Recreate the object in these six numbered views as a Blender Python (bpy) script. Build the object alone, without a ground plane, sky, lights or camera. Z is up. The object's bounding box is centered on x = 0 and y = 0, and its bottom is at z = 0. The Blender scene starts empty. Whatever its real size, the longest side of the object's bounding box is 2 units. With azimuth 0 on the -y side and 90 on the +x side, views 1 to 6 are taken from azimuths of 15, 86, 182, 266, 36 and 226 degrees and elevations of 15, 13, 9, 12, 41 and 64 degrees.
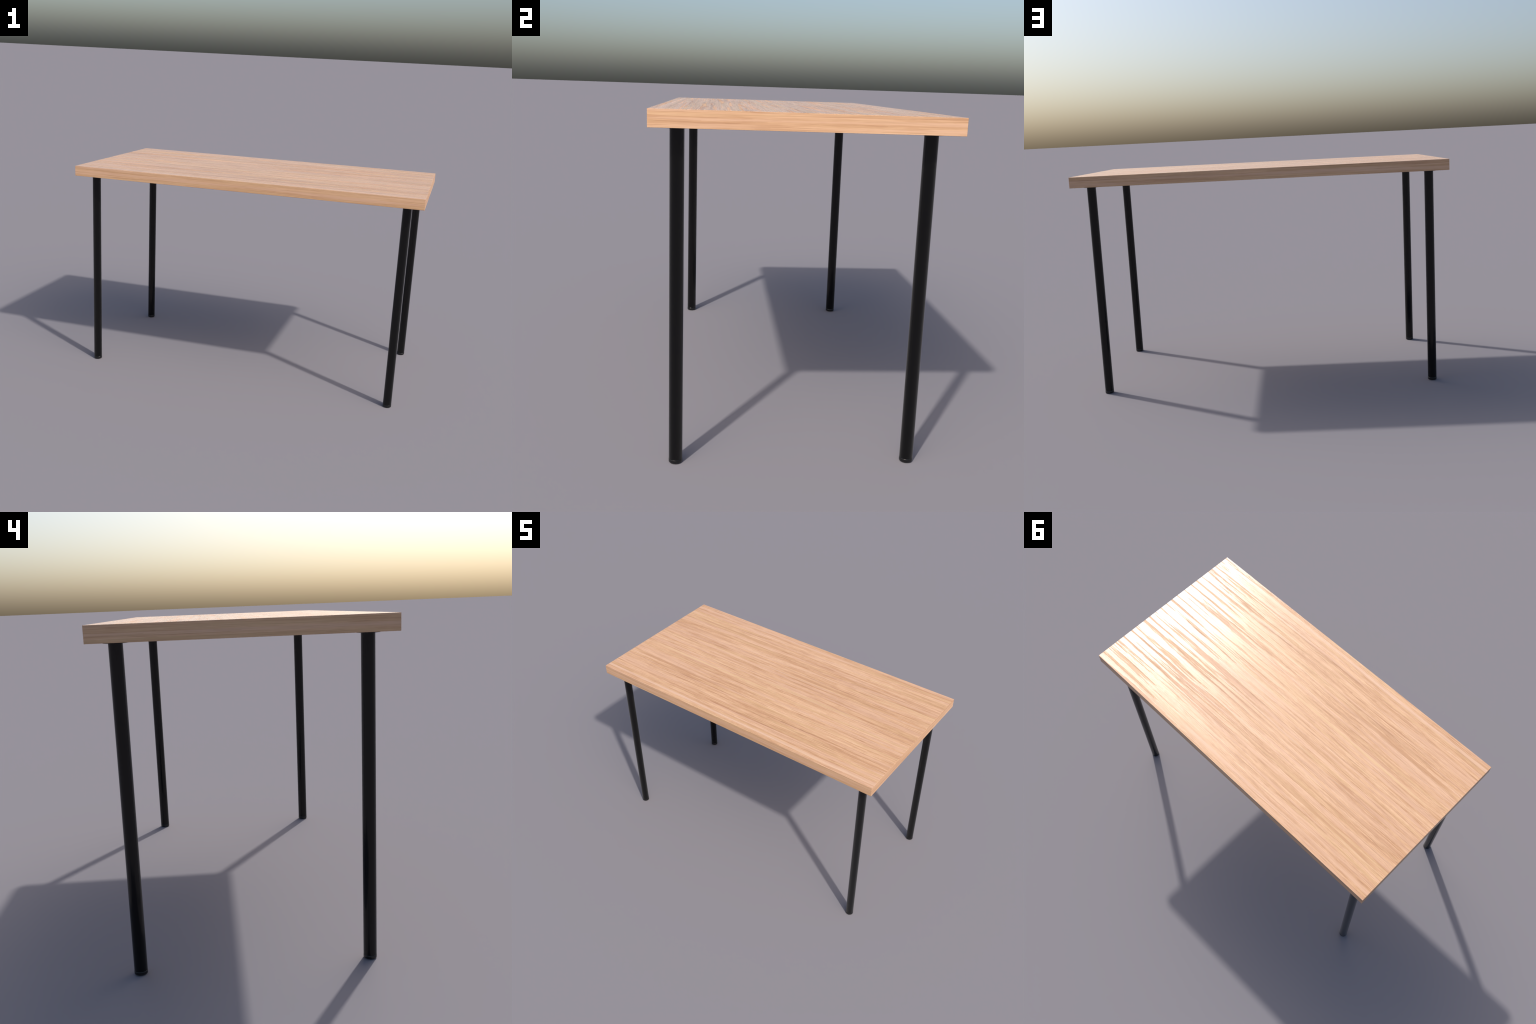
"""Rectangular work table: oak-veneered slab on four round black screw-on legs.

Frame: metres, z up, centred on x = y = 0, feet on z = 0.
"""
import bpy
import bmesh
import math

# ------------------------------------------------------------------ sizes
LENGTH, WIDTH = 2.0, 0.9954           # slab along x, along y
TOP_Z, THICKNESS = 1.2166, 0.0573     # upper face, slab thickness
LEG_X, LEG_Y = 0.907, 0.4115          # leg axes
LEG_R = 0.02385
PLATE_R, PLATE_T = 0.041, 0.0042      # round mounting plate under the slab
FOOT_H = 0.0135
UNDER_Z = TOP_Z - THICKNESS


# ------------------------------------------------------------------ node helpers
class Graph:
    """Thin wrapper that makes node code read as formulas."""

    def __init__(self, name):
        self.mat = bpy.data.materials.new(name)
        self.mat.use_nodes = True
        self.tree = self.mat.node_tree
        self.tree.nodes.clear()
        self.out = self.tree.nodes.new("ShaderNodeOutputMaterial")
        self.bsdf = self.tree.nodes.new("ShaderNodeBsdfPrincipled")
        self.tree.links.new(self.bsdf.outputs[0], self.out.inputs[0])

    def put(self, socket, value):
        if isinstance(value, bpy.types.NodeSocket):
            self.tree.links.new(value, socket)
        else:
            socket.default_value = value

    def math(self, op, a, b=0.0, c=None, clamp=False):
        n = self.tree.nodes.new("ShaderNodeMath")
        n.operation, n.use_clamp = op, clamp
        self.put(n.inputs[0], a)
        self.put(n.inputs[1], b)
        if c is not None:
            self.put(n.inputs[2], c)
        return n.outputs[0]

    def position(self):
        n = self.tree.nodes.new("ShaderNodeTexCoord")
        s = self.tree.nodes.new("ShaderNodeSeparateXYZ")
        self.put(s.inputs[0], n.outputs["Object"])
        return s.outputs

    def vector(self, x, y, z):
        n = self.tree.nodes.new("ShaderNodeCombineXYZ")
        for i, v in enumerate((x, y, z)):
            self.put(n.inputs[i], v)
        return n.outputs[0]

    def noise(self, vec, scale=1.0, detail=2.0, rough=0.5, distortion=0.0):
        n = self.tree.nodes.new("ShaderNodeTexNoise")
        n.noise_dimensions = "3D"
        self.put(n.inputs["Vector"], vec)
        n.inputs["Scale"].default_value = scale
        n.inputs["Detail"].default_value = detail
        n.inputs["Roughness"].default_value = rough
        n.inputs["Distortion"].default_value = distortion
        return n.outputs["Fac"]

    def cells(self, vec):
        n = self.tree.nodes.new("ShaderNodeTexVoronoi")
        n.voronoi_dimensions, n.feature = "3D", "F1"
        self.put(n.inputs["Vector"], vec)
        s = self.tree.nodes.new("ShaderNodeSeparateXYZ")
        self.put(s.inputs[0], n.outputs["Color"])
        return s.outputs[0]

    def remap(self, v, a, b, lo=0.0, hi=1.0, smooth=True):
        n = self.tree.nodes.new("ShaderNodeMapRange")
        n.interpolation_type = "SMOOTHSTEP" if smooth else "LINEAR"
        self.put(n.inputs["Value"], v)
        for k, x in zip(("From Min", "From Max", "To Min", "To Max"), (a, b, lo, hi)):
            n.inputs[k].default_value = x
        return n.outputs[0]

    def ramp(self, fac, stops):
        n = self.tree.nodes.new("ShaderNodeValToRGB")
        e = n.color_ramp.elements
        while len(e) < len(stops):
            e.new(0.5)
        for el, (p, c) in zip(e, stops):
            el.position, el.color = p, (*c, 1.0)
        self.put(n.inputs[0], fac)
        return n.outputs[0]

    def mix(self, fac, a, b, mode="MIX"):
        n = self.tree.nodes.new("ShaderNodeMix")
        n.data_type, n.blend_type = "RGBA", mode
        self.put(n.inputs[0], fac)
        for s, v in ((n.inputs[6], a), (n.inputs[7], b)):
            self.put(s, v if isinstance(v, bpy.types.NodeSocket) else (*v, 1.0))
        return n.outputs[2]

    def bump(self, height, strength, distance):
        n = self.tree.nodes.new("ShaderNodeBump")
        n.inputs["Strength"].default_value = strength
        n.inputs["Distance"].default_value = distance
        self.put(n.inputs["Height"], height)
        return n.outputs[0]


# ------------------------------------------------------------------ materials
BASE = (0.590, 0.343, 0.190)
DARK = (0.470, 0.250, 0.131)
DEEP = (0.390, 0.200, 0.105)
PALE = (0.690, 0.428, 0.256)
CREAM = (0.760, 0.510, 0.325)
PINK = (0.665, 0.415, 0.280)
STRAW = (0.610, 0.390, 0.205)


def veneer(name, along, seams, relief, contrast=1.0, rough=0.30, fineness=1.0, waver=1.0):
    """Oak veneer whose fibres run along x ("x") or along y ("y").

    seams: broad figure streaks (across, start, end, half width, colour, strength)
    in metres on the slab, read as position across the grain and reach along it.
    """
    g = Graph(name)
    x, y, z = g.position()
    run, across = (x, y) if along == "x" else (y, x)

    # slow, slight wander of the fibres: straight veneer with a few soft bends
    wander = g.noise(g.vector(g.math("MULTIPLY", run, 1.6), g.math("MULTIPLY", across, 5.0),
                              g.math("MULTIPLY", z, 5.0)), detail=1.0)
    drift = g.math("MULTIPLY_ADD", wander, 0.016 * waver, -0.008 * waver)
    ripple = g.noise(g.vector(g.math("MULTIPLY", run, 14.0), g.math("MULTIPLY", across, 60.0),
                              g.math("MULTIPLY", z, 60.0)), detail=2.0)
    drift = g.math("ADD", drift, g.math("MULTIPLY_ADD", ripple, 0.0040 * waver, -0.0020 * waver))
    a = g.math("ADD", across, drift)
    b = g.math("ADD", z, drift)

    def stretched(lengthwise, crosswise, seed):
        return g.vector(g.math("MULTIPLY_ADD", run, lengthwise, seed),
                        g.math("MULTIPLY_ADD", a, crosswise * fineness, seed * 1.7),
                        g.math("MULTIPLY", b, crosswise * fineness))

    def streak(lengthwise, crosswise, detail, rough_, seed):
        return g.noise(stretched(lengthwise, crosswise, seed), detail=detail, rough=rough_)

    def strips(lengthwise, crosswise, seed):
        """Crisp slivers with staggered pointed ends; one random tone each."""
        return g.cells(stretched(lengthwise, crosswise, seed))

    broad = streak(0.8, 20.0, 2.0, 0.5, 3.1)
    medium = streak(1.4, 85.0, 3.0, 0.6, 11.3)
    fine = streak(4.0, 260.0, 3.0, 0.65, 23.9)
    fibre = streak(14.0, 700.0, 2.0, 0.6, 41.7)
    hue = streak(0.9, 38.0, 2.0, 0.5, 57.2)
    wide_strip = strips(1.7, 62.0, 5.3)
    thin_strip = strips(4.2, 190.0, 8.9)

    tone = g.math("MULTIPLY_ADD", g.math("SUBTRACT", broad, 0.5), 0.80, 0.5)
    for part, weight in ((medium, 0.70), (fine, 0.50), (fibre, 0.14), (wide_strip, 0.26), (thin_strip, 0.24)):
        tone = g.math("MULTIPLY_ADD", g.math("SUBTRACT", part, 0.5), weight, tone)
    half = 0.38 / contrast
    colour = g.ramp(g.remap(tone, 0.5 - half, 0.5 + half, smooth=False),
                    [(0.0, DEEP), (0.25, DARK), (0.50, BASE), (0.76, PALE), (1.0, CREAM)])
    colour = g.mix(g.remap(hue, 0.50, 0.64, 0.0, 0.60), colour, PINK)
    colour = g.mix(g.remap(hue, 0.48, 0.34, 0.0, 0.50), colour, STRAW)

    # thin latewood dashes and thin cream dashes
    dash = g.remap(streak(2.6, 170.0, 2.0, 0.5, 71.5), 0.60, 0.645, 0.0, 0.62 * contrast)
    colour = g.mix(dash, colour, DARK)
    glint = g.remap(streak(2.8, 150.0, 2.0, 0.5, 93.5), 0.61, 0.655, 0.0, 0.62 * contrast)
    colour = g.mix(glint, colour, PALE)

    # single pale staves with crisp flanks and staggered ends
    stave = g.remap(strips(1.3, 95.0, 17.7), 0.84, 0.87, 0.0, 0.60 * contrast)
    colour = g.mix(stave, colour, PALE)
    shadow_stave = g.remap(strips(1.5, 80.0, 29.1), 0.86, 0.89, 0.0, 0.42 * contrast)
    colour = g.mix(shadow_stave, colour, DARK)

    # the larger figure streaks, each at its own place on the slab
    for where, start, end, half_width, shade, strength in seams:
        off = g.math("ABSOLUTE", g.math("SUBTRACT", a, where))
        body = g.remap(off, half_width * 1.25, half_width * 0.35)
        head = g.remap(run, start - 0.12, start + 0.08)
        tail = g.remap(run, end + 0.12, end - 0.08)
        m = g.math("MULTIPLY", g.math("MULTIPLY", body, head), tail)
        m = g.math("MULTIPLY", m, g.remap(medium, 0.30, 0.60, strength * 0.45, strength, smooth=False))
        colour = g.mix(m, colour, shade)

    g.put(g.bsdf.inputs["Base Color"], colour)
    g.put(g.bsdf.inputs["Roughness"], rough)
    g.put(g.bsdf.inputs["Specular IOR Level"], 0.5)
    if relief:
        # open grain: sunken matt streaks between the sealed, glossy ones
        sunk = g.remap(streak(1.0, 50.0, 4.0, 0.62, 131.0), 0.53, 0.61)
        height = g.math("MULTIPLY", medium, 0.06)
        for part, weight in ((fine, 0.035), (thin_strip, 0.012), (wide_strip, 0.02), (sunk, -0.34)):
            height = g.math("MULTIPLY_ADD", part, weight, height)
        g.put(g.bsdf.inputs["Roughness"], g.math("MULTIPLY_ADD", sunk, 0.26, rough))
        g.put(g.bsdf.inputs["Normal"], g.bump(height, relief, 0.004))
    return g.mat


def black_coat(name, colour, rough, grain, spec=0.5, glancing_sheen=0.0):
    """Near-black lacquer; dust is added sheen, tuned to brighten reflections at glancing angles."""
    g = Graph(name)
    x, y, z = g.position()
    speck = g.noise(g.vector(x, y, z), scale=900.0, detail=2.0)
    g.put(g.bsdf.inputs["Base Color"], g.mix(g.remap(speck, 0.3, 0.7), tuple(c * 0.9 for c in colour),
                                             tuple(c * 1.1 for c in colour)))
    g.put(g.bsdf.inputs["Roughness"], rough)
    g.put(g.bsdf.inputs["Specular IOR Level"], spec)
    g.put(g.bsdf.inputs["Sheen Weight"], glancing_sheen)
    g.put(g.bsdf.inputs["Sheen Roughness"], 0.5)
    if grain:
        g.put(g.bsdf.inputs["Normal"], g.bump(speck, grain, 0.0004))
    return g.mat


FIGURE = [
    (-0.462, -1.2, 1.2, 0.011, (0.700, 0.465, 0.325), 0.80),   # pale streak near the front edge
    (0.455, -1.2, 0.30, 0.013, PINK, 0.80),                    # and near the rear edge
    (0.468, 0.45, 1.2, 0.006, DARK, 0.70),
    (-0.096, -0.85, -0.05, 0.0065, (0.680, 0.455, 0.255), 0.85),
    (-0.096, 0.58, 1.2, 0.0065, (0.680, 0.455, 0.255), 0.85),
    (0.239, 0.55, 1.2, 0.006, (0.670, 0.445, 0.250), 0.80),
    (-0.028, 0.0, 0.60, 0.013, STRAW, 0.80),
    (-0.240, -0.9, -0.25, 0.011, DARK, 0.80),
    (0.142, 0.0, 0.55, 0.012, DARK, 0.75),
    (-0.333, 0.65, 1.2, 0.007, DARK, 0.80),
    (0.204, -1.2, -0.50, 0.011, DARK, 0.60),
    (0.115, -0.2, 0.40, 0.008, PINK, 0.80),
    (0.330, -0.9, -0.2, 0.009, DARK, 0.60),
]

top_veneer = veneer("oak_veneer", "x", FIGURE, 0.38, rough=0.265)
edge_veneer = veneer("oak_edge_band", "y", [], 0.0, contrast=0.70, rough=0.40, fineness=1.5, waver=0.25)
side_veneer = veneer("oak_side_band", "x", [], 0.0, contrast=0.70, rough=0.40, fineness=1.5, waver=0.25)
leg_coat = black_coat("black_powder_coat", (0.0002, 0.0002, 0.0002), 0.10, 0.0, 0.30, 0.085)
foot_plastic = black_coat("black_foot_plastic", (0.006, 0.006, 0.0063), 0.17, 0.0)
plate_coat = black_coat("black_plate_coat", (0.0002, 0.0002, 0.0002), 0.10, 0.0, 0.30, 0.085)


# ------------------------------------------------------------------ geometry
def link(name, mesh, parent=None, at=(0, 0, 0)):
    o = bpy.data.objects.new(name, mesh)
    bpy.context.scene.collection.objects.link(o)
    o.location = at
    if parent:
        o.parent = parent
    return o


def slab_mesh():
    """Sharp-edged veneered board with a hair-line arris."""
    bm = bmesh.new()
    bmesh.ops.create_cube(bm, size=1.0)
    bmesh.ops.scale(bm, vec=(LENGTH, WIDTH, THICKNESS), verts=bm.verts)
    bmesh.ops.translate(bm, vec=(0, 0, THICKNESS / 2), verts=bm.verts)
    bmesh.ops.bevel(bm, geom=list(bm.edges), offset=0.0006, segments=1, affect="EDGES")
    me = bpy.data.meshes.new("tabletop")
    for m in (top_veneer, edge_veneer, side_veneer):
        me.materials.append(m)
    bm.normal_update()
    for f in bm.faces:
        n = f.normal
        f.material_index = 1 if abs(n.x) > 0.9 else (2 if abs(n.y) > 0.9 else 0)
    bm.to_mesh(me)
    bm.free()
    return me


def turned_mesh(name, profile, material, sides=64, sharp=35.0):
    """Solid of revolution about z from (radius, height) pairs, bottom to top."""
    bm = bmesh.new()
    rings = []
    for r, h in profile:
        if r < 1e-6:
            rings.append([bm.verts.new((0, 0, h))])
        else:
            rings.append([bm.verts.new((r * math.cos(2 * math.pi * i / sides),
                                        r * math.sin(2 * math.pi * i / sides), h)) for i in range(sides)])
    for lo, hi in zip(rings, rings[1:]):
        for i in range(sides):
            j = (i + 1) % sides
            if len(lo) == 1:
                bm.faces.new((lo[0], hi[j], hi[i]))
            elif len(hi) == 1:
                bm.faces.new((lo[i], lo[j], hi[0]))
            else:
                bm.faces.new((lo[i], lo[j], hi[j], hi[i]))
    bm.normal_update()
    for f in bm.faces:
        f.smooth = True
    for e in bm.edges:
        if e.is_manifold and e.calc_face_angle() > math.radians(sharp):
            e.smooth = False
    me = bpy.data.meshes.new(name)
    me.materials.append(material)
    bm.to_mesh(me)
    bm.free()
    return me


def fillet(r, h, radius, start, end, steps=5):
    """Arc of a rounded rim centred at (r, h); angles in degrees from outward."""
    return [(r + radius * math.cos(math.radians(start + (end - start) * k / steps)),
             h + radius * math.sin(math.radians(start + (end - start) * k / steps))) for k in range(steps + 1)]


table = bpy.data.objects.new("wooden_table", None)
table.empty_display_size = 0.2
bpy.context.scene.collection.objects.link(table)
table["label"] = "light oak rectangular table with four black round legs"
table["category"] = "table"

link("tabletop", slab_mesh(), table, (0, 0, UNDER_Z))

LEG_LOW, LEG_HIGH = FOOT_H - 0.0010, UNDER_Z - PLATE_T
leg_mesh = turned_mesh("leg", [(0, 0), (LEG_R, 0), (LEG_R, LEG_HIGH - LEG_LOW), (0, LEG_HIGH - LEG_LOW)], leg_coat)
foot_mesh = turned_mesh("foot", [(0, 0)] + fillet(0.0223, 0.0018, 0.0018, -90, 0, 4)
                        + fillet(0.0203, FOOT_H - 0.0038, 0.0038, 0, 90, 8) + [(0, FOOT_H)], foot_plastic)
plate_mesh = turned_mesh("mounting_plate", [(0, 0)] + fillet(PLATE_R - 0.0012, 0.0012, 0.0012, -90, 0, 3)
                         + [(PLATE_R, PLATE_T), (0, PLATE_T)], plate_coat)

for sx in (-1, 1):
    for sy in (-1, 1):
        leg = link("leg", leg_mesh, table, (sx * LEG_X, sy * LEG_Y, LEG_LOW))
        link("foot", foot_mesh, leg, (0, 0, -LEG_LOW))
        link("mounting_plate", plate_mesh, leg, (0, 0, LEG_HIGH - LEG_LOW))
